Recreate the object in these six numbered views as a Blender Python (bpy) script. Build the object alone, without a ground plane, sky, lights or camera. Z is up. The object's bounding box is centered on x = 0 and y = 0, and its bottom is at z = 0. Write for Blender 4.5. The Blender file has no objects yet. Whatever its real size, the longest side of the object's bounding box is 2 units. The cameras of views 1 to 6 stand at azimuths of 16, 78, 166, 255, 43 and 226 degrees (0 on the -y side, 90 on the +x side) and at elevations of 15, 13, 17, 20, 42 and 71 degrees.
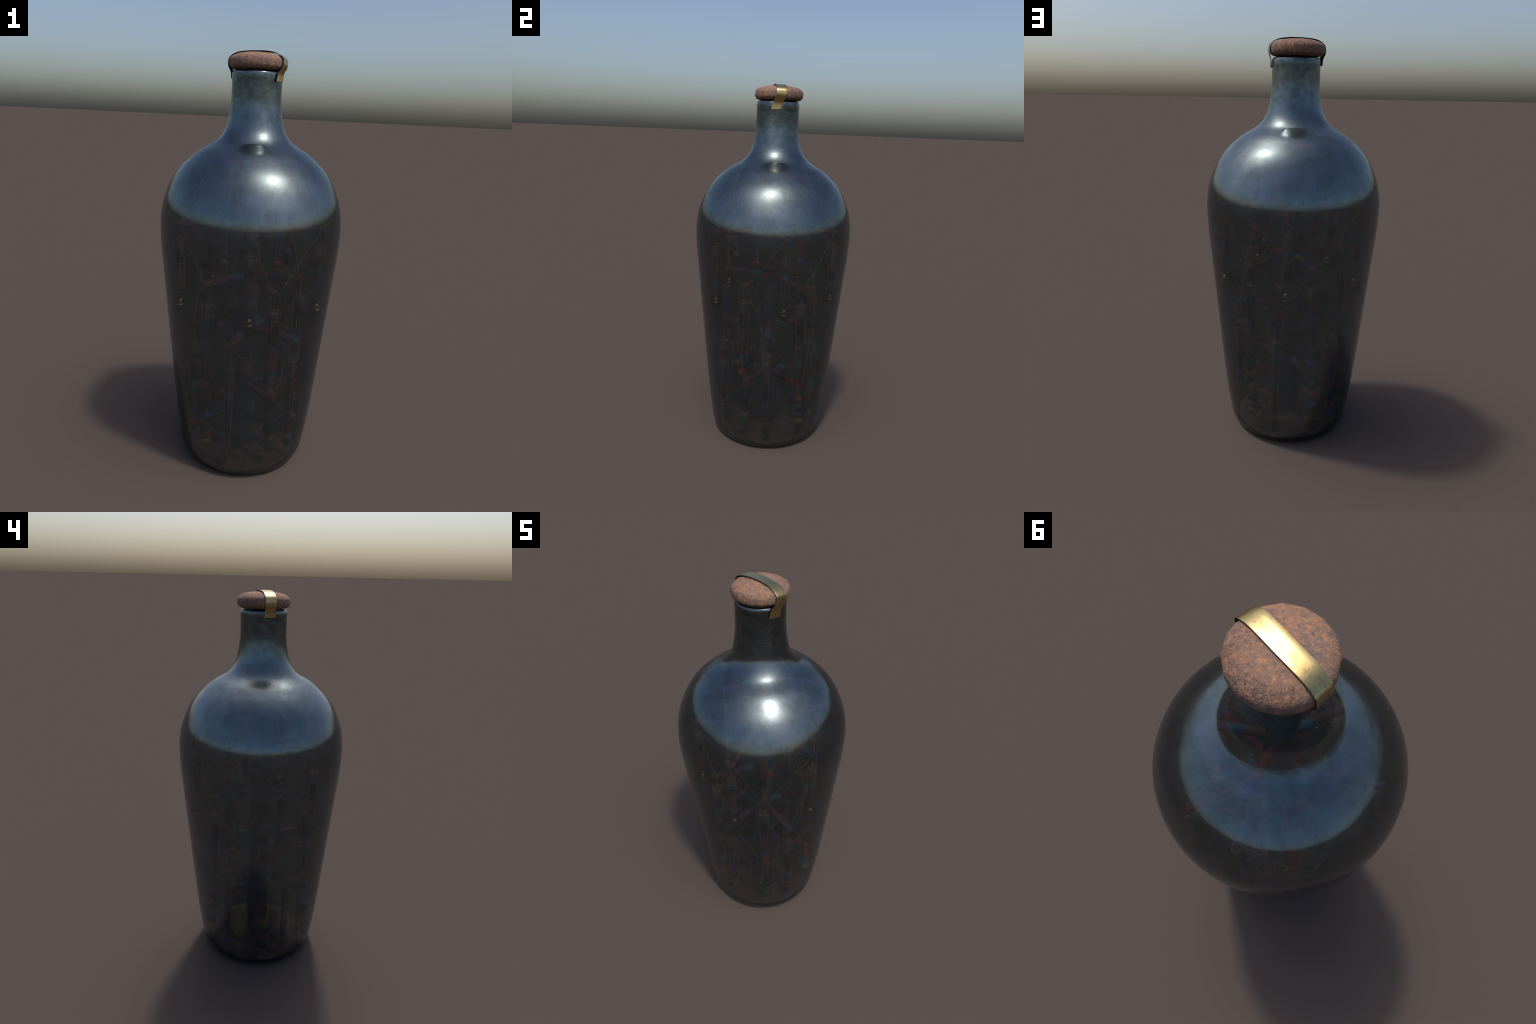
"""A tall stoppered bottle of dark smoky glass; inside stands a cord-wrapped totem post with tiers of
wrapped arms, strung with zigzag cords, caged pendants, bells and beads above a sandy floor."""
import bpy, bmesh, math, random
from mathutils import Vector, Matrix

rng = random.Random(7)
TAU = math.tau


def polar(r, az, z):
    a = math.radians(az)
    return Vector((r * math.sin(a), -r * math.cos(a), z))


# ------------------------------------------------------------------ materials
class Nodes:
    def __init__(self, name):
        self.mat = bpy.data.materials.new(name)
        self.mat.use_nodes = True
        self.t = self.mat.node_tree
        self.bsdf = self.t.nodes["Principled BSDF"]
        self.co = self.t.nodes.new("ShaderNodeTexCoord").outputs["Object"]

    def n(self, kind, props=None, **ins):
        x = self.t.nodes.new(kind)
        for k, v in (props or {}).items():
            setattr(x, k, v)
        for k, v in ins.items():
            self.put(x.inputs[k.replace("_", " ")], v)
        return x

    def put(self, sock, v):
        if isinstance(v, bpy.types.NodeSocket):
            self.t.links.new(v, sock)
        else:
            sock.default_value = v

    def mapped(self, scale=(1, 1, 1)):
        return self.n("ShaderNodeMapping", Vector=self.co, Scale=scale).outputs[0]

    def noise(self, scale, detail=3.0, rough=0.55, vec=None, distortion=0.0):
        return self.n("ShaderNodeTexNoise", Vector=vec or self.co, Scale=scale, Detail=detail,
                      Roughness=rough, Distortion=distortion).outputs[0]

    def ramp(self, fac, *stops):
        x = self.n("ShaderNodeValToRGB", Fac=fac)
        cr = x.color_ramp
        while len(cr.elements) < len(stops):
            cr.elements.new(0.5)
        for e, (p, c) in zip(cr.elements, stops):
            e.position = p
            e.color = (c, c, c, 1) if isinstance(c, (int, float)) else (*c, 1)
        return x.outputs[0]

    def mix(self, fac, a, b, blend="MIX"):
        x = self.n("ShaderNodeMix", {"data_type": "RGBA", "blend_type": blend})
        for s, v in ((x.inputs[0], fac), (x.inputs[6], a), (x.inputs[7], b)):
            if not isinstance(v, bpy.types.NodeSocket) and isinstance(v, tuple) and len(v) == 3:
                v = (*v, 1)
            self.put(s, v)
        return x.outputs[2]

    def math(self, op, a, b=0.0, c=0.0, clamp=False):
        x = self.n("ShaderNodeMath", {"operation": op, "use_clamp": clamp})
        for s, v in zip(x.inputs, (a, b, c)):
            self.put(s, v)
        return x.outputs[0]

    def bump(self, height, strength, distance):
        self.put(self.bsdf.inputs["Normal"],
                 self.n("ShaderNodeBump", Height=height, Strength=strength, Distance=distance).outputs[0])

    def set(self, **ins):
        for k, v in ins.items():
            if isinstance(v, tuple) and len(v) == 3:
                v = (*v, 1)
            self.put(self.bsdf.inputs[k.replace("_", " ")], v)


GLASS_COLOUR, GLASS_METAL, GLASS_ALPHA, GLASS_ROUGH = (0.166, 0.210, 0.233), 1.0, 0.83, 0.060


def glass_material():
    m = Nodes("smoky_glass")
    z = m.n("ShaderNodeSeparateXYZ", Vector=m.co).outputs[2]
    # rubbed, duller bloom round the neck, breaking up downwards in blotches
    blotch = m.noise(19, 6, 0.66, m.mapped((1, 1, 0.8)))
    up = m.n("ShaderNodeMapRange", Value=z, From_Min=1.60, From_Max=1.84).outputs[0]
    worn = m.math("ADD", up, m.math("MULTIPLY", m.math("SUBTRACT", blotch, 0.5), 2.2))
    worn = m.ramp(worn, (0.30, 0.0), (0.78, 1.0))
    # rougher ring where shoulder meets neck, set to blur the cork's reflection
    xyz = m.n("ShaderNodeSeparateXYZ", Vector=m.co).outputs
    reach = m.math("ADD", m.math("MULTIPLY", xyz[0], -0.87), m.math("MULTIPLY", xyz[1], 0.5))
    far = m.n("ShaderNodeMapRange", {"interpolation_type": "SMOOTHSTEP"}, Value=reach, From_Min=-0.02, From_Max=0.16).outputs[0]
    lo = m.n("ShaderNodeMapRange", {"interpolation_type": "SMOOTHSTEP"}, Value=m.math("MULTIPLY_ADD", far, 0.015, z),
             From_Min=1.515, From_Max=1.545).outputs[0]
    hi = m.n("ShaderNodeMapRange", {"interpolation_type": "SMOOTHSTEP"}, Value=m.math("MULTIPLY_ADD", far, -0.05, z), From_Min=1.570, From_Max=1.595).outputs[0]
    band = m.math("SUBTRACT", lo, hi)
    dull = m.math("MULTIPLY", band, m.math("MULTIPLY_ADD", far, 0.40, 0.60))
    # a few smears on the shoulder, drawn out downwards
    smear = m.ramp(m.noise(17, 5, 0.62, m.mapped((1, 1, 0.75))), (0.58, 0.0), (0.70, 0.8))
    fleck = m.math("MULTIPLY", m.ramp(m.noise(52, 4, 0.6, m.mapped((1, 1, 0.7))), (0.60, 0.0), (0.68, 1.0)), m.ramp(m.noise(7, 2), (0.50, 0.0), (0.58, 1.0)))
    smear = m.math("MAXIMUM", smear, fleck)
    rough = m.math("MULTIPLY_ADD", m.noise(6, 4, 0.6), 0.04, GLASS_ROUGH - 0.02)
    for mask, amount in ((worn, 0.14), (dull, 0.26), (smear, 0.07)):
        rough = m.math("MULTIPLY_ADD", mask, amount, rough)
    lathe = m.noise(3.0, 3, 0.5, m.mapped((1, 1, 110)))
    grain = m.noise(30, 4, 0.55)
    h = m.math("ADD", m.math("MULTIPLY", lathe, m.math("MULTIPLY_ADD", hi, 0.17, 0.03)),
               m.math("MULTIPLY", grain, m.math("MULTIPLY_ADD", dull, 2.2, 0.22)))
    m.bump(h, 0.10, 0.004)
    cloud = m.ramp(m.noise(13, 6, 0.65), (0.40, 0.80), (0.58, 1.0))
    col = m.mix(1.0, GLASS_COLOUR, cloud, "MULTIPLY")
    col = m.mix(smear, col, tuple(c * 0.66 for c in GLASS_COLOUR))
    stain = m.math("MULTIPLY", worn, m.ramp(m.noise(27, 5, 0.66), (0.44, 0.85), (0.56, 0.0)))
    col = m.mix(stain, col, (0.095, 0.122, 0.120))
    m.set(Base_Color=col, Metallic=GLASS_METAL, Roughness=rough, Alpha=GLASS_ALPHA)
    # a second, rougher shader lobe adds a soft halo round the sun glint
    haze = m.n("ShaderNodeBsdfPrincipled", Base_Color=col, Metallic=GLASS_METAL, Alpha=GLASS_ALPHA,
               Roughness=0.33)
    m.put(haze.inputs["Normal"], m.bsdf.inputs["Normal"].links[0].from_socket)
    both = m.n("ShaderNodeMixShader", Fac=0.27)
    m.put(both.inputs[1], m.bsdf.outputs[0])
    m.put(both.inputs[2], haze.outputs[0])
    m.put(m.t.nodes["Material Output"].inputs["Surface"], both.outputs[0])
    return m.mat


def clear_material():
    m = Nodes("clear_inner_glass")
    dust = m.noise(9, 3)
    m.set(Base_Color=(0.5, 0.55, 0.55), Roughness=0.3, Alpha=m.math("MULTIPLY", dust, 0.01))
    return m.mat


def cork_material():
    m = Nodes("reddish_cork")
    xyz = m.n("ShaderNodeSeparateXYZ", Vector=m.co)
    x, y, z = xyz.outputs
    angle = m.math("ARCTAN2", y, x)
    radius = m.math("SQRT", m.math("ADD", m.math("MULTIPLY", x, x), m.math("MULTIPLY", y, y)))
    jog = m.noise(26, 3)
    polar_co = m.n("ShaderNodeCombineXYZ", X=m.math("MULTIPLY_ADD", jog, 0.32, angle), Y=m.math("MULTIPLY", radius, 4.0),
                   Z=m.math("MULTIPLY", z, 5.0)).outputs[0]
    fibre = m.noise(34, 4, 0.62, polar_co)
    rim = m.n("ShaderNodeMapRange", Value=radius, From_Min=0.060, From_Max=0.112).outputs[0]
    gnarl = m.math("MULTIPLY_ADD", y, 2.2, m.noise(10, 3, 0.5))
    patch = m.ramp(gnarl, (0.52, 0.0), (0.70, 1.0))
    broad = m.noise(15, 4, 0.6)
    speck = m.noise(74, 5, 0.72)
    fine = m.noise(210, 3, 0.6)
    col = m.mix(m.ramp(broad, (0.36, 0.0), (0.62, 1.0)), (0.205, 0.138, 0.114), (0.290, 0.160, 0.105))
    col = m.mix(m.ramp(speck, (0.51, 0.0), (0.66, 0.9)), col, (0.47, 0.225, 0.110))
    col = m.mix(m.ramp(speck, (0.33, 0.9), (0.47, 0.0)), col, (0.105, 0.088, 0.084))
    furrow = m.math("MULTIPLY", m.ramp(fibre, (0.36, 1.0), (0.46, 0.0)), m.math("MULTIPLY", rim, m.math("MULTIPLY_ADD", patch, 0.80, 0.15)))
    col = m.mix(furrow, col, (0.055, 0.042, 0.040))
    m.set(Base_Color=col, Roughness=0.82, Specular_IOR_Level=0.3)
    h = m.math("ADD", m.math("MULTIPLY", speck, 0.8), m.math("MULTIPLY", fine, 0.35))
    h = m.math("ADD", h, m.math("MULTIPLY", fibre, m.math("MULTIPLY", rim, m.math("MULTIPLY_ADD", patch, 0.8, 0.5))))
    m.bump(h, 0.85, 0.007)
    return m.mat


def brass_material(name="aged_brass", colour=(0.56, 0.43, 0.20), rough=0.28):
    m = Nodes(name)
    stain = m.noise(34, 5, 0.68)
    pit = m.noise(150, 4, 0.6)
    dirt = m.math("MULTIPLY", m.ramp(pit, (0.54, 0.0), (0.66, 0.8)), m.ramp(stain, (0.44, 0.0), (0.56, 1.0)))
    col = m.mix(m.ramp(stain, (0.35, 0.0), (0.68, 1.0)), colour, tuple(c * 0.80 for c in colour))
    col = m.mix(dirt, col, tuple(c * f for c, f in zip(colour, (0.5, 0.42, 0.3))))
    m.set(Base_Color=col, Metallic=1.0, Roughness=m.math("MULTIPLY_ADD", stain, 0.18, rough - 0.06))
    m.bump(m.math("ADD", stain, m.math("MULTIPLY", pit, 0.3)), 0.12, 0.003)
    return m.mat


def cloth_material(name, colour):
    m = Nodes(name)
    fade = m.noise(24, 4, 0.6)
    thread = m.noise(300, 2)
    col = m.mix(m.ramp(fade, (0.3, 0.0), (0.7, 1.0)), tuple(c * 0.78 for c in colour),
                tuple(min(1, c * 1.15 + 0.01) for c in colour))
    m.set(Base_Color=col, Roughness=0.85, Specular_IOR_Level=0.25)
    m.bump(thread, 0.35, 0.002)
    return m.mat


def bead_material(name, colour):
    m = Nodes(name)
    f = m.noise(30, 3)
    m.set(Base_Color=m.mix(f, tuple(c * 0.85 for c in colour), tuple(min(1, c * 1.12) for c in colour)), Roughness=0.42)
    return m.mat


def sand_material():
    m = Nodes("packed_sand")
    a, b, c = m.noise(9, 5, 0.62, distortion=0.6), m.noise(48, 4, 0.6), m.noise(230, 2)
    col = m.mix(m.ramp(a, (0.34, 0.0), (0.56, 1.0)), (0.13, 0.098, 0.083), (0.36, 0.250, 0.190))
    col = m.mix(m.ramp(b, (0.35, 0.6), (0.52, 0.0)), col, (0.20, 0.155, 0.13))
    m.set(Base_Color=col, Roughness=0.95, Specular_IOR_Level=0.2)
    m.bump(m.math("ADD", b, m.math("MULTIPLY", c, 0.4)), 0.5, 0.006)
    return m.mat


DYES = {"black": (0.025, 0.028, 0.027), "brown": (0.26, 0.13, 0.065), "crimson": (0.36, 0.045, 0.085), "red": (0.42, 0.045, 0.04),
        "sky": (0.10, 0.30, 0.46), "blue": (0.07, 0.10, 0.36), "purple": (0.28, 0.12, 0.32), "grey": (0.20, 0.215, 0.22),
        "slate": (0.10, 0.15, 0.20), "rust": (0.23, 0.12, 0.115), "tan": (0.26, 0.20, 0.155)}
BEADS = {"red": (0.62, 0.05, 0.055), "blue": (0.12, 0.21, 0.60), "yellow": (0.40, 0.33, 0.04), "green": (0.045, 0.15, 0.075),
         "black": (0.028, 0.035, 0.06), "pink": (0.60, 0.07, 0.15)}
CLOTH = {k: cloth_material(k + "_cloth_wrap", tuple(min(0.9, 1.40 * x) for x in c)) for k, c in DYES.items()}
BEAD = {k: bead_material(k + "_bead", tuple(min(0.9, 1.30 * x) for x in c)) for k, c in BEADS.items()}
M_GLASS, M_CLEAR, M_CORK, M_SAND = glass_material(), clear_material(), cork_material(), sand_material()
M_BRASS = brass_material()
M_BELL = brass_material("dark_bell_brass", (0.34, 0.235, 0.14), 0.30)
M_STRAP_DARK = cloth_material("dark_strap_underside", (0.020, 0.018, 0.014))  # near-black, for the strap's underside and side edges
M_CORD = cloth_material("twine", (0.82, 0.56, 0.20))
M_BOX = cloth_material("milky_pane", (0.40, 0.40, 0.39))


# ------------------------------------------------------------------ mesh helpers
def make(name, bm, mats, parent=None, smooth=True, data=None):
    if data is None:
        data = bpy.data.meshes.new(name)
        bmesh.ops.recalc_face_normals(bm, faces=bm.faces)
        bm.to_mesh(data)
        bm.free()
        for m in mats:
            data.materials.append(m)
        if smooth:
            data.polygons.foreach_set("use_smooth", [True] * len(data.polygons))
    ob = bpy.data.objects.new(name, data)
    bpy.context.scene.collection.objects.link(ob)
    if parent:
        ob.parent = parent
    return ob


def lathe(bm, profile, seg, origin=Vector((0, 0, 0)), axis=None, phase=0.0, mat=lambda i: 0, wobble=None, caps=True):
    """Rings of (r, h) along an axis (z unless given); wobble(i, j) adds to a radius."""
    q = (axis or Vector((0, 0, 1))).to_track_quat("Z", "Y")
    rings = []
    for i, (r, h) in enumerate(profile):
        if r < 1e-6:
            rings.append([bm.verts.new(origin + q @ Vector((0, 0, h)))])
            continue
        ring = []
        for j in range(seg):
            a = TAU * j / seg + phase
            rr = r + (wobble(i, j) if wobble else 0)
            ring.append(bm.verts.new(origin + q @ Vector((rr * math.cos(a), rr * math.sin(a), h))))
        rings.append(ring)
    for i in range(len(rings) - 1):
        a, b = rings[i], rings[i + 1]
        for j in range(seg):
            k = (j + 1) % seg
            if len(a) == 1 and len(b) == 1:
                continue
            vs = [a[0], b[k], b[j]] if len(a) == 1 else [a[j], a[k], b[0]] if len(b) == 1 else [a[j], a[k], b[k], b[j]]
            bm.faces.new(vs).material_index = mat(i)
    if caps:
        if len(rings[0]) > 1:
            bm.faces.new(rings[0][::-1]).material_index = mat(0)
        if len(rings[-1]) > 1:
            bm.faces.new(rings[-1]).material_index = mat(len(rings) - 2)
    return rings


def tube(bm, points, r, seg=6, closed=False):
    """A cord of radius r through the points."""
    pts = [Vector(p) for p in points]
    n = len(pts)
    rings = []
    for i, p in enumerate(pts):
        a = pts[(i - 1) % n] if closed or i else pts[0]
        b = pts[(i + 1) % n] if closed or i < n - 1 else pts[-1]
        q = (b - a).normalized().to_track_quat("Z", "Y")
        rings.append([bm.verts.new(p + q @ Vector((r * math.cos(TAU * j / seg), r * math.sin(TAU * j / seg), 0))) for j in range(seg)])
    for i in range(n if closed else n - 1):
        a, b = rings[i], rings[(i + 1) % n]
        off = 0
        if closed and i == n - 1:
            off = min(range(seg), key=lambda s: sum((a[j].co - b[(j + s) % seg].co).length for j in range(seg)))
        for j in range(seg):
            bm.faces.new([a[j], a[(j + 1) % seg], b[(j + 1 + off) % seg], b[(j + off) % seg]])
    if not closed:
        bm.faces.new(rings[0][::-1])
        bm.faces.new(rings[-1])


def spline(points, per=6):
    """Catmull-Rom through control points of any dimension."""
    out = []
    P = [points[0]] + list(points) + [points[-1]]
    for i in range(1, len(P) - 2):
        for s in range(per):
            t = s / per
            out.append(tuple(0.5 * ((2 * b) + (c - a) * t + (2 * a - 5 * b + 4 * c - d) * t * t + (3 * b - a - 3 * c + d) * t ** 3)
                             for a, b, c, d in zip(P[i - 1], P[i], P[i + 1], P[i + 2])))
    out.append(tuple(points[-1]))
    return out


# ------------------------------------------------------------------ the thing
root = bpy.data.objects.new("stoppered_bottle", None)
bpy.context.scene.collection.objects.link(root)
root["label"] = "tall smoky glass bottle with cork stopper and beaded totem inside"
root["category"] = "bottle"

# glass: outer profile from foot to lip, then a thin inner wall back down
OUTER = [(0.272, 0.0), (0.285, 0.004), (0.3000, 0.018), (0.3130, 0.040), (0.3220, 0.068), (0.3270, 0.105), (0.3350, 0.150), (0.3535, 0.30),
         (0.3730, 0.50), (0.3918, 0.70), (0.4108, 0.90), (0.4203, 1.0), (0.4295, 1.10), (0.4338, 1.18), (0.4320, 1.25), (0.4205, 1.32),
         (0.3990, 1.38), (0.3750, 1.43), (0.3480, 1.47), (0.3210, 1.50), (0.2870, 1.53), (0.2470, 1.56), (0.2100, 1.58), (0.1790, 1.60),
         (0.1530, 1.63), (0.1355, 1.665), (0.1230, 1.72), (0.1160, 1.78), (0.1145, 1.84), (0.1150, 1.893)]
LIP = [(0.1140, 1.903), (0.1100, 1.910), (0.1040, 1.912), (0.0990, 1.909)]
WALL = 0.009
body = spline(OUTER, 3)
inner = []
for i in range(len(body) - 1, 0, -1):
    (r0, z0), (r1, z1) = body[i - 1], body[min(i + 1, len(body) - 1)]
    d = math.hypot(r1 - r0, z1 - z0) or 1
    r, z = body[i][0] - WALL * (z1 - z0) / d, body[i][1] + WALL * (r1 - r0) / d
    if z > 0.02 and z < 1.895:
        inner.append((max(r, 0.02), z))
profile = [(0.0, 0.004), (0.20, 0.004), (0.255, 0.001)] + body + LIP + inner + [(0.25, 0.016), (0.0, 0.016)]
bm = bmesh.new()
first_inner = 3 + len(body) + len(LIP) - 1
lathe(bm, profile, 64, mat=lambda i: 1 if i >= first_inner else 0)
glass = make("glass_body", bm, [M_GLASS, M_CLEAR], root)

# cork stopper: a sixteen-sided, pebble-like knob
def pebble(t, half_width=0.1315, middle=1.9500):
    """Section from the top middle (t = 0) round to the bottom (t = 1): domed above, flatter and blunter below."""
    a = math.pi * t
    sx, sz = math.sin(a), math.cos(a)
    height, power = (0.0435, 2.5) if sz > 0 else (0.0382, 3.7)
    return (half_width * abs(sx) ** (2 / power), middle + math.copysign(height * abs(sz) ** (2 / power), sz))


CORK = [pebble(i / 40) for i in range(40)] + [(0.094, 1.900), (0.093, 1.86), (0.0, 1.858)]
bm = bmesh.new()
crng = random.Random(3)
bumps = [(crng.uniform(0.0012, 0.0025), crng.randint(2, 5), crng.uniform(0, TAU)) for _ in range(4)]
lathe(bm, CORK, 16, phase=math.radians(0),
      wobble=lambda i, j: sum(a * math.sin(k * TAU * j / 16 + p) for a, k, p in bumps) * 0.2)
cork = make("cork_stopper", bm, [M_CORK], root)
cork.location = (-0.0012, 0.0035, 0.0)

# brass strap folded over the cork, one tail longer and leaning aside: (x, y of the middle, z)
# last number: degrees the strap is turned about z there
STRAP = [(0.1150, -0.034, 1.866, 17), (0.1160, -0.030, 1.886, 16), (0.1185, -0.025, 1.904, 14), (0.1250, -0.019, 1.920, 11), (0.1303, -0.014, 1.936, 9),
         (0.1312, -0.012, 1.951, 7), (0.1278, -0.010, 1.9655, 6), (0.1125, -0.009, 1.9785, 5), (0.0850, -0.007, 1.9905, 4), (0.040, -0.003, 1.9968, 3),
         (0.0, 0.000, 1.9976, 3), (-0.040, 0.002, 1.9968, 2), (-0.0850, 0.003, 1.9920, 1), (-0.1150, 0.003, 1.9795, 0), (-0.1295, 0.003, 1.9655, 0),
         (-0.1330, 0.003, 1.951, 0), (-0.1325, 0.003, 1.936, -1), (-0.1275, 0.003, 1.920, -2), (-0.1205, 0.003, 1.902, -3), (-0.1190, 0.003, 1.878, -3)]
line = spline(STRAP, 4)
bm = bmesh.new()
HALF, THICK = 0.0265, 0.0022
rows = []
for i, p in enumerate(line):
    turn = math.radians(p[3])
    p = Vector(p[:3])
    a, b = Vector(line[max(i - 1, 0)][:3]), Vector(line[min(i + 1, len(line) - 1)][:3])
    t = (b - a).normalized()
    side = Vector((math.sin(turn), math.cos(turn), 0))
    side = (side - t * side.dot(t) * (0.0 if p.z < 1.925 else 1.0)).normalized()
    nrm = side.cross(t).normalized()
    if nrm.dot(p - Vector((0, 0, 1.90))) < 0:
        nrm = -nrm
    # flaps follow the round neck a little
    rows.append([[bm.verts.new(p + side * HALF * w + nrm * (h * THICK - (0.0018 * w * w if abs(p.z) < 1.92 else 0.0))) for w in (-1, -0.5, 0, 0.5, 1)]
                 for h in (0, 1)])
for i in range(len(rows) - 1):
    A, B = rows[i], rows[i + 1]
    for h in (0, 1):
        for j in range(4):
            bm.faces.new([A[h][j], A[h][j + 1], B[h][j + 1], B[h][j]]).material_index = 1 - h
    for j in (0, 4):
        bm.faces.new([A[0][j], A[1][j], B[1][j], B[0][j]]).material_index = 1
for R in (rows[0], rows[-1]):
    for j in range(4):
        bm.faces.new([R[0][j], R[0][j + 1], R[1][j + 1], R[1][j]])
strap = make("brass_strap", bm, [M_BRASS, M_STRAP_DARK], root)
bev = strap.modifiers.new("edge", "BEVEL")
bev.width, bev.segments, bev.limit_method, bev.angle_limit = 0.0006, 2, "ANGLE", 0.9

# sandy floor
bm = bmesh.new()
srng = random.Random(11)
waves = [(srng.uniform(0.0003, 0.0010), srng.uniform(14, 45), srng.uniform(0, TAU), srng.uniform(0, TAU)) for _ in range(9)]


def sand_height(x, y):
    return sum(a * math.sin(k * (x * math.cos(d) + y * math.sin(d)) + p) for a, k, d, p in waves)


FLOOR_R, FLOOR_Z = 0.279, 0.0250
radii = [FLOOR_R * i / 28 for i in range(1, 29)]
c0 = bm.verts.new((0, 0, FLOOR_Z + sand_height(0, 0)))
prev = None
for r in radii:
    ring = []
    for j in range(80):
        a = TAU * j / 80
        x, y = r * math.cos(a), r * math.sin(a)
        ring.append(bm.verts.new((x, y, FLOOR_Z + sand_height(x, y) - (0.004 if r == radii[-1] else 0))))
    for j in range(80):
        k = (j + 1) % 80
        bm.faces.new([c0, ring[j], ring[k]] if prev is None else [prev[j], ring[j], ring[k], prev[k]])
    prev = ring
low = [bm.verts.new((v.co.x * 0.97, v.co.y * 0.97, 0.0185)) for v in prev]
for j in range(80):
    k = (j + 1) % 80
    bm.faces.new([prev[j], low[j], low[k], prev[k]])
bm.faces.new(low[::-1])
sand = make("sand_floor", bm, [M_SAND], root)

# totem post: a pole bound with cord in coloured bands, pinched at each tier of arms
PINCH = (0.955, 0.40, 0.69, 1.21, 1.50)
POST_BANDS = [(0.03, "slate"), (0.405, "tan"), (0.52, "grey"), (0.635, "rust"), (0.70, "slate"), (0.775, "tan"), (0.86, "grey"),
              (0.965, "rust"), (1.085, "grey"), (1.235, "slate"), (1.33, "rust"), (1.42, "tan"), (1.57, "grey"), (1.79, "tan"), (2.5, "tan")]
names = list(dict.fromkeys(n for _, n in POST_BANDS))
prng = random.Random(5)
bm = bmesh.new()
zs, pr = [], []
z = 0.033
while z < 1.852:
    pitch = prng.uniform(0.006, 0.0105)
    base = 0.0505 + 0.0045 * math.sin(z * 19 + 0.6) + 0.002 * math.sin(z * 47)
    if z < 0.40:
        base = 0.0500 + 0.010 * math.sin(min(1, max(0, (z - 0.05) / 0.33)) * math.pi)
    for p in PINCH:
        base -= (0.015 if p == 0.955 else 0.006) * math.exp(-((z - p) / 0.022) ** 2)
    lump = prng.uniform(-0.0012, 0.0012)
    for f, d in ((0.0, -0.0016), (0.25, 0.0008), (0.5, 0.0014), (0.75, 0.0008)):
        zs.append(z + f * pitch)
        pr.append(base + d + lump)
    z += pitch
tilt = [prng.uniform(0, TAU) for _ in range(len(zs) // 4 + 1)]
SEG = 36
rings = []
for i, (z, r) in enumerate(zip(zs, pr)):
    ph = tilt[i // 4]
    ring = []
    for j in range(SEG):
        a = TAU * j / SEG
        rr = r + 0.0008 * math.sin(3 * a + ph)
        ring.append(bm.verts.new((rr * math.cos(a), rr * math.sin(a), z + 0.0022 * math.sin(a + 0.7 * math.sin(z * 9)))))
    rings.append(ring)
for i in range(len(rings) - 1):
    zc = zs[i]
    name = [n for z0, n in POST_BANDS if zc >= z0 - 0.001][-1]
    for j in range(SEG):
        k = (j + 1) % SEG
        bm.faces.new([rings[i][j], rings[i][k], rings[i + 1][k], rings[i + 1][j]]).material_index = names.index(name)
bm.faces.new(rings[0][::-1])
bm.faces.new(rings[-1])
post = make("totem_post", bm, [CLOTH[n] for n in names], root)


# ------------------------------------------------------------------ tiers of arms
def wrapped_rod(bm, origin, axis, length, r, bands, seed, taper=0.0, seg=14, blunt=True):
    """Cloth-wound rod along axis; bands = dye indices, equal-ish lengths."""
    g = random.Random(seed)
    w = [g.uniform(0.8, 1.25) for _ in bands]
    cuts, s = [], 0
    for x in w:
        s += x
        cuts.append(s / sum(w))
    prof, idx = [(0.0, 0.0)] if blunt else [], []
    idx = [0] if blunt else []
    h, turn = 0.0, 0
    lift = g.uniform(-0.0005, 0.0005)
    last = 0
    while h < length - 0.002:
        f = h / length
        b = next(i for i, c in enumerate(cuts) if f <= c + 1e-9)
        if b != last:
            lift, last = g.uniform(-0.0008, 0.0008), b
        rr = r * (1 - taper * f) + lift
        p = g.uniform(0.0038, 0.0062)
        for q, d in ((0.0, -0.0007), (0.5, 0.0005)):
            hh = min(h + q * p, length)
            prof.append((rr + d, hh))
            idx.append(b)
        h += p
    rend = r * (1 - taper)
    prof += [(rend * 0.97, length - 0.001), (rend * 0.80, length + rend * 0.28), (rend * 0.45, length + rend * 0.46), (0.0, length + rend * 0.5)]
    idx += [len(bands) - 1] * 4
    lathe(bm, prof, seg, origin, axis, mat=lambda i: bands_index[min(idx[min(i, len(idx) - 1)], len(bands) - 1)], caps=False)


def arm(az, r_end, z_end, z_start, radius, bands, seed):
    global bands_index
    a, b = polar(0.040, az, z_start), polar(r_end, az, z_end)
    names = list(dict.fromkeys(bands))
    bands_index = [names.index(x) for x in bands]
    bm = bmesh.new()
    d = b - a
    wrapped_rod(bm, Vector((0, 0, 0)), d.normalized(), d.length, radius, bands, seed)
    ob = make("wrapped_arm", bm, [CLOTH[n] for n in names], root)
    ob.location = a
    return ob


def dyes(text):
    key = {"K": "black", "N": "brown", "C": "crimson", "R": "red", "S": "sky", "B": "blue", "P": "purple", "G": "grey", "L": "slate",
           "U": "rust", "T": "tan"}
    return [key[c] for c in text]


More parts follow.
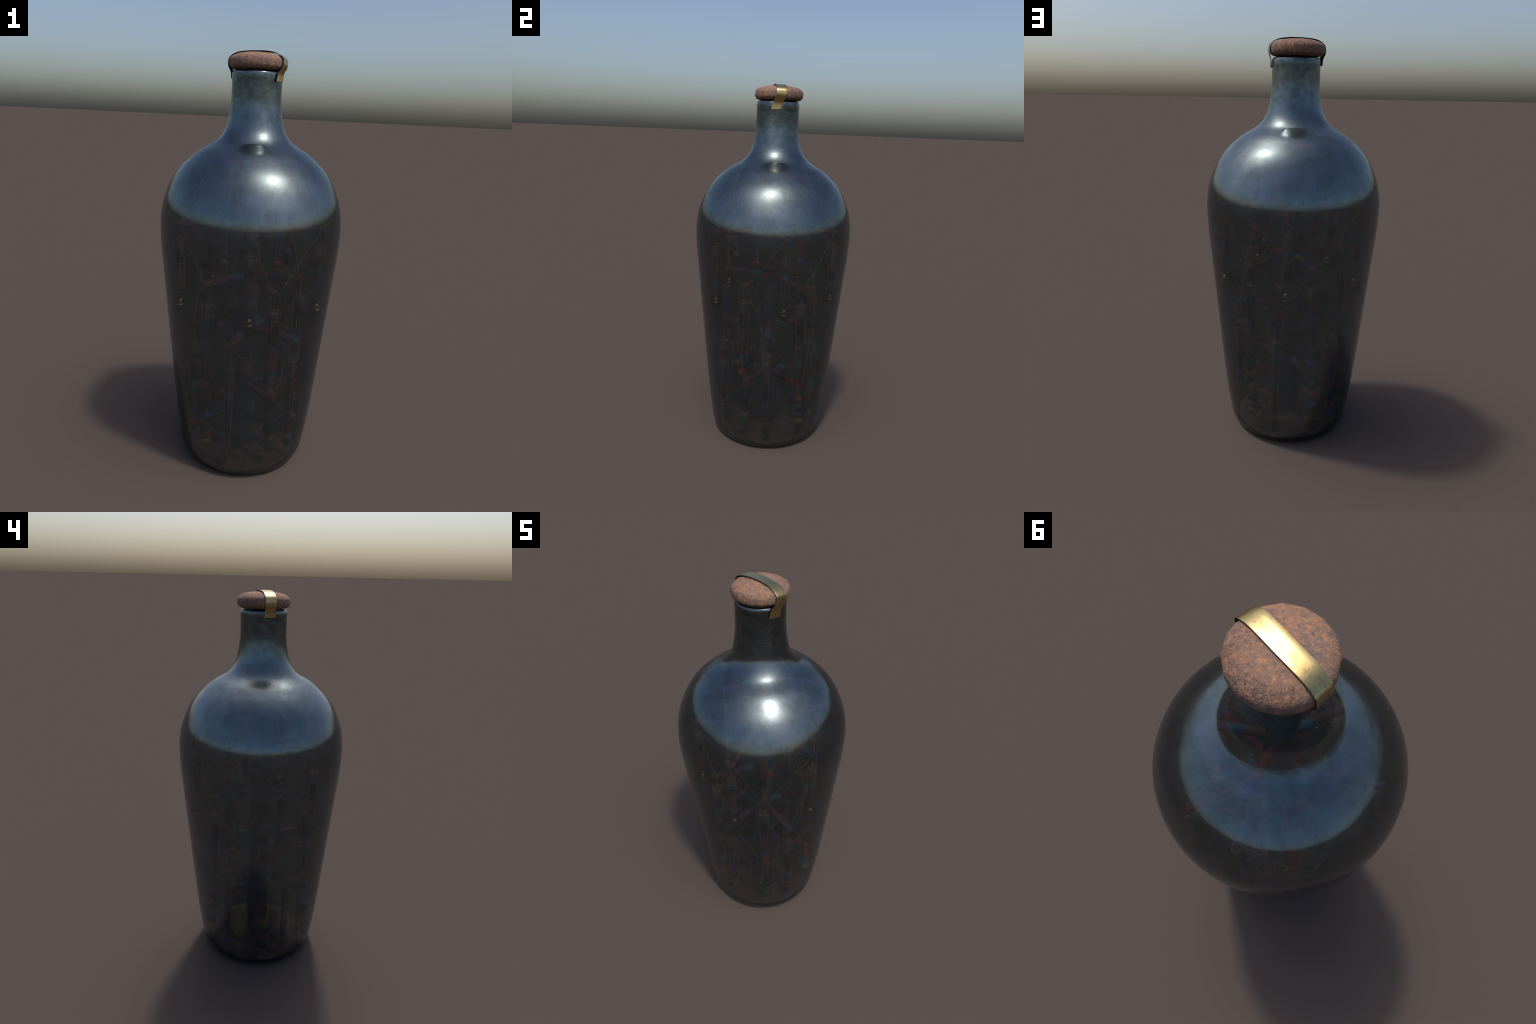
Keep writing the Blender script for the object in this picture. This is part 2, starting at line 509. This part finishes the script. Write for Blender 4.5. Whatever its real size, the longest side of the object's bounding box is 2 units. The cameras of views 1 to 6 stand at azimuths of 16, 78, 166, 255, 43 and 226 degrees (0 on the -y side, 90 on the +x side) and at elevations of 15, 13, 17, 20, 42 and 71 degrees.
# azimuth, reach, height at the tip, bands from post to tip, pendant bands (top to ring | ring to tip), bead
TOP = [(342, .222, 1.503, "SNP", "SS|P", "yellow"), (54, .222, 1.503, "LRP", "S|BB", "red"), (126, .222, 1.503, "NSP", "SB|R", "blue"),
       (197, .222, 1.503, "RCB", "SB|R", "red"), (267, .222, 1.503, "RPP", "LB|P", "black")]
UPPER = [(18, .363, 1.211, "NRRP", "KN|CS", None), (90, .363, 1.210, "NCCB", "NS|CB", None), (162, .363, 1.213, "SNCC", "SR|KN", None),
         (234, .363, 1.212, "LRUR", "SR|KU", None), (306, .363, 1.212, "SNNP", "KK|CR", None)]
MIDDLE = [(45, .285, .930, "RKN", "KKPR|RS", "red"), (117, .285, .921, "CBUC", "KKB|NS", "black"), (189, .285, .940, "SNBP", "RBB|US", "blue"),
          (260, .285, .957, "SRUK", "KKC|SP", "black"), (332, .285, .946, "SPPN", "BBSS|NK", "red")]
LOWER = [(2, .283, .672, "LPN", "CSBBK|KN", "green"), (76, .285, .674, "LCPPS", "PNKKB|BC", "black"), (149, .285, .676, "SCRK", "SNCSC|CK", "green"),
         (217, .290, .673, "LBKP", "KRBSR|BP", "blue"), (288, .285, .676, "LPKN", "NKKSU|KB", "red")]
FOOT = [(49, .270, .381, "SUNC", ("black", "black", "yellow", "green")), (121, .285, .338, "PKRR", ("red", "green", "blue", "yellow")),
        (189, .300, .335, "SUUP", ("red", "blue", "black", "yellow")), (259, .285, .350, "PKCC", ("yellow", "green", "red", "black")),
        (335, .280, .365, "LBNK", ("blue", "black", "red", "yellow"))]

seed = 100
for az, r, z, bands, *_ in TOP:
    arm(az, r, z, 1.503, 0.0155, dyes(bands), seed := seed + 1)
for az, r, z, bands, *_ in UPPER:
    arm(az, r, z, 1.209, 0.0150, dyes(bands), seed := seed + 1)
for az, r, z, bands, *_ in MIDDLE:
    arm(az, r, z, 0.952, 0.0172, dyes(bands), seed := seed + 1)
for az, r, z, bands, *_ in LOWER:
    arm(az, r, z, 0.672, 0.0185, dyes(bands), seed := seed + 1)
for az, r, z, bands, *_ in FOOT:
    arm(az, r, z, 0.362, 0.0170, dyes(bands), seed := seed + 1)

# zigzag cords from each tip to the two nearest tips of the tier below, looped over the arm
TIERS = [TOP, UPPER, MIDDLE, LOWER, FOOT]
CORD_R = 0.0021


def cord_between(a, b, sag):
    bm = bmesh.new()
    A, B = Vector(a), Vector(b)
    pts = [A.lerp(B, t / 8) + Vector((0, 0, -sag * 4 * (t / 8) * (1 - t / 8))) for t in range(9)]
    tube(bm, pts, CORD_R, 6)
    return make("zigzag_cord", bm, [M_CORD], root)


def tip(t, back=0.016):
    return polar(t[1] - back, t[0], t[2])


ARM_R = [0.0155, 0.0150, 0.0172, 0.0185, 0.0170]
for k in range(4):
    for t in TIERS[k]:
        near = sorted(TIERS[k + 1], key=lambda o: abs((o[0] - t[0] + 180) % 360 - 180))[:2]
        for o in near:
            sgn = 1 if ((o[0] - t[0] + 180) % 360 - 180) > 0 else -1
            ta, tb = math.radians(t[0]), math.radians(o[0])
            a = tip(t) + Vector((math.cos(ta), math.sin(ta), 0)) * sgn * ARM_R[k]
            b = tip(o) - Vector((math.cos(tb), math.sin(tb), 0)) * sgn * ARM_R[k + 1]
            cord_between(a, b, 0.003)
for k, tier in enumerate(TIERS):
    for t in tier:
        bm = bmesh.new()
        c, az = tip(t), math.radians(t[0])
        side = Vector((math.cos(az), math.sin(az), 0))
        R = ARM_R[k] + 0.0022
        tube(bm, [c + side * R * math.cos(TAU * i / 16) + Vector((0, 0, R * math.sin(TAU * i / 16))) for i in range(16)], CORD_R * 0.9, 6, True)
        make("arm_loop", bm, [M_CORD], root)


# ------------------------------------------------------------------ pendants
def pendant(at, z_arm, apex, box_top, box_bottom, ring, foot, box_w, tube_r, foot_r, bands, seed):
    """Cord cage hung from an arm: a pane box on top, a cloth-wound stick below, cords drawn together under it."""
    global bands_index
    g = random.Random(seed)
    turn = g.uniform(0, TAU)
    origin = Vector((at.x, at.y, 0))
    up, dn = bands.split("|")
    h = box_w / 2 * 1.12

    def corner(i, s, z):
        a = turn + TAU / 4 * i + TAU / 8
        return Vector((math.cos(a) * s * math.sqrt(2), math.sin(a) * s * math.sqrt(2), z))

    bm = bmesh.new()
    cr = 0.0013
    tube(bm, [(0, 0, z_arm), (0, 0, (z_arm + apex) / 2), (0, 0, apex)], 0.0014)
    for i in range(4):
        t = corner(i, h, box_top + 0.002)
        tube(bm, [(0, 0, apex), (t * 0.45 + Vector((0, 0, apex * 0.55))) + Vector((0, 0, -0.003)), t], cr * 1.1)
        tube(bm, [t, corner(i + 1, h, box_top + 0.002)], cr * 1.1)
        tube(bm, [corner(i, h, box_bottom - 0.002), corner(i + 1, h, box_bottom - 0.002)], cr)
        mid = tube_r * 0.86
        tube(bm, [t, corner(i, h, box_bottom - 0.002), corner(i, mid, ring), corner(i, foot_r * 0.86, foot + 0.004), corner(i, foot_r * 0.45, foot - 0.012),
                  (0, 0, foot - 0.030)], cr)
    for z, s in ((ring, tube_r + 0.0018), (foot + 0.004, foot_r + 0.0014)):
        tube(bm, [(math.cos(TAU * i / 12) * s, math.sin(TAU * i / 12) * s, z) for i in range(12)], cr, 5, True)
    cage = make("pendant_cage", bm, [M_CORD], root)
    cage.location = origin

    bm = bmesh.new()
    bmesh.ops.create_cube(bm, size=1.0)
    bmesh.ops.scale(bm, vec=(box_w * 0.9, box_w * 0.9, box_top - box_bottom - 0.002), verts=bm.verts)
    bmesh.ops.rotate(bm, verts=bm.verts, matrix=Matrix.Rotation(turn, 3, "Z"))
    bmesh.ops.translate(bm, verts=bm.verts, vec=(0, 0, (box_top + box_bottom) / 2))
    bmesh.ops.bevel(bm, geom=bm.edges[:], offset=box_w * 0.07, segments=2, affect="EDGES")
    make("pane_box", bm, [M_BOX], cage, smooth=False)

    bm = bmesh.new()
    names_all = dyes(up + dn)
    names = list(dict.fromkeys(names_all))
    bands_index = [names.index(x) for x in names_all]
    wrapped_rod(bm, Vector((0, 0, box_bottom - 0.001)), Vector((0, 0, -1)), box_bottom - foot - 0.004, tube_r, names_all, seed + 5,
                taper=1 - foot_r / tube_r, seg=14)
    make("wrapped_stick", bm, [CLOTH[n] for n in names], cage)
    return cage


def bead_mesh(rx, rz):
    bm = bmesh.new()
    prof = [(math.sin(math.pi * i / 12) * rx, -math.cos(math.pi * i / 12) * rz) for i in range(13)]
    prof[0], prof[-1] = (0, -rz), (0, rz)
    lathe(bm, prof, 20, caps=False)
    return bm


BEAD_DATA = {}


def bead(parent, colour, rx, rz, loc):
    key = (colour, rx, rz)
    if key not in BEAD_DATA:
        ob = make("bead", bead_mesh(rx, rz), [BEAD[colour]], parent)
        BEAD_DATA[key] = ob.data
    else:
        ob = make("bead", None, None, parent, data=BEAD_DATA[key])
    ob.location = loc
    return ob


def loop_over_bead(parent, r, z, az):
    bm = bmesh.new()
    d = Vector((math.cos(az), math.sin(az), 0))
    R = r + 0.0014
    for s in (-0.12, 0.12):
        e = Vector((-d.y, d.x, 0)) * s * r
        tube(bm, [Vector((0, 0, z + r + 0.012)) + d * 0.002] + [e + d * R * math.sin(t) + Vector((0, 0, z + R * math.cos(t)))
                  for t in [x * math.pi / 10 for x in range(0, 7)]], 0.0014, 5)
    return make("bead_cord", bm, [M_CORD], parent)


BELL = [(0.0, -0.038), (0.010, -0.0365), (0.020, -0.031), (0.0275, -0.021), (0.0315, -0.009), (0.0330, -0.003), (0.0365, -0.0022), (0.0370, 0.0),
        (0.0365, 0.0022), (0.0330, 0.003), (0.0318, 0.010), (0.0270, 0.021), (0.0190, 0.0295), (0.0100, 0.034), (0.0045, 0.0358), (0.0, 0.036)]
bell_data = None


def bell(parent, z, az):
    global bell_data
    if bell_data is None:
        bm = bmesh.new()
        lathe(bm, BELL, 28, caps=False)
        ob = make("jingle_bell", bm, [M_BELL], parent)
        bell_data = ob.data
    else:
        ob = make("jingle_bell", None, None, parent, data=bell_data)
    ob.location = (0, 0, z)
    ob.rotation_euler = (0, 0, az)
    bm = bmesh.new()
    tube(bm, [(0.0055 * math.cos(TAU * i / 12), 0, z + 0.039 + 0.0055 * math.sin(TAU * i / 12)) for i in range(12)], 0.0011, 5, True)
    make("bell_ring", bm, [M_BELL], parent)


# tier heights: apex, box top, box bottom, ring, foot, bob; box width, stick radius top and foot
TIER_FORM = [(1.437, 1.412, 1.357, 1.221, 1.101, 1.056, .041, .0160, .0150), (1.164, 1.139, 1.087, 1.020, .904, .830, .035, .0172, .0165),
             (.867, .848, .795, .609, .489, .437, .041, .0205, .0170), (.580, .560, .507, .275, .147, .105, .037, .0180, .0140)]
BOB_R = [0.0205, None, 0.0240, 0.0210]
for k in range(4):
    apex, bt, bb, rg, ft, bob, bw, tr, fr = TIER_FORM[k]
    for t in TIERS[k]:
        seed += 1
        g = random.Random(seed * 3)
        dz = g.uniform(-0.004, 0.004) + (t[2] - [1.503, 1.211, 0.939, 0.674][k]) * 0.7
        p = tip(t)
        c = pendant(p, t[2] - ARM_R[k], apex + dz, bt + dz, bb + dz, rg + dz + g.uniform(-.012, .012), ft + dz, bw, tr, fr, t[4], seed * 7)
        if t[5] is None:
            bell(c, bob + dz, g.uniform(0, 3))
        else:
            bead(c, t[5], BOB_R[k], BOB_R[k] * 0.95, (0, 0, bob + dz))
            loop_over_bead(c, BOB_R[k], bob + dz, g.uniform(0, TAU))
# bead strings under the lowest arms
for t in FOOT:
    seed += 1
    g = random.Random(seed)
    p = tip(t)
    bm = bmesh.new()
    tube(bm, [(0, 0, t[2] - 0.017), (0.001, 0, 0.33), (0, 0, 0.105)], 0.0014)
    tube(bm, [(0, 0, 0.300), (0, 0, 0.292), (0, 0, 0.288)], 0.0040)
    s = make("bead_string", bm, [M_CORD], root)
    s.location = (p.x, p.y, 0)
    order = ((0.0225, 0.023), (0.0320, 0.0235), (0.0235, 0.022), (0.0305, 0.0225))
    for (rx, rz), zc, colour in zip(order, (0.268, 0.223, 0.174, 0.131), t[4]):
        bead(s, colour, rx, rz, (g.uniform(-.003, .003), g.uniform(-.003, .003), zc))
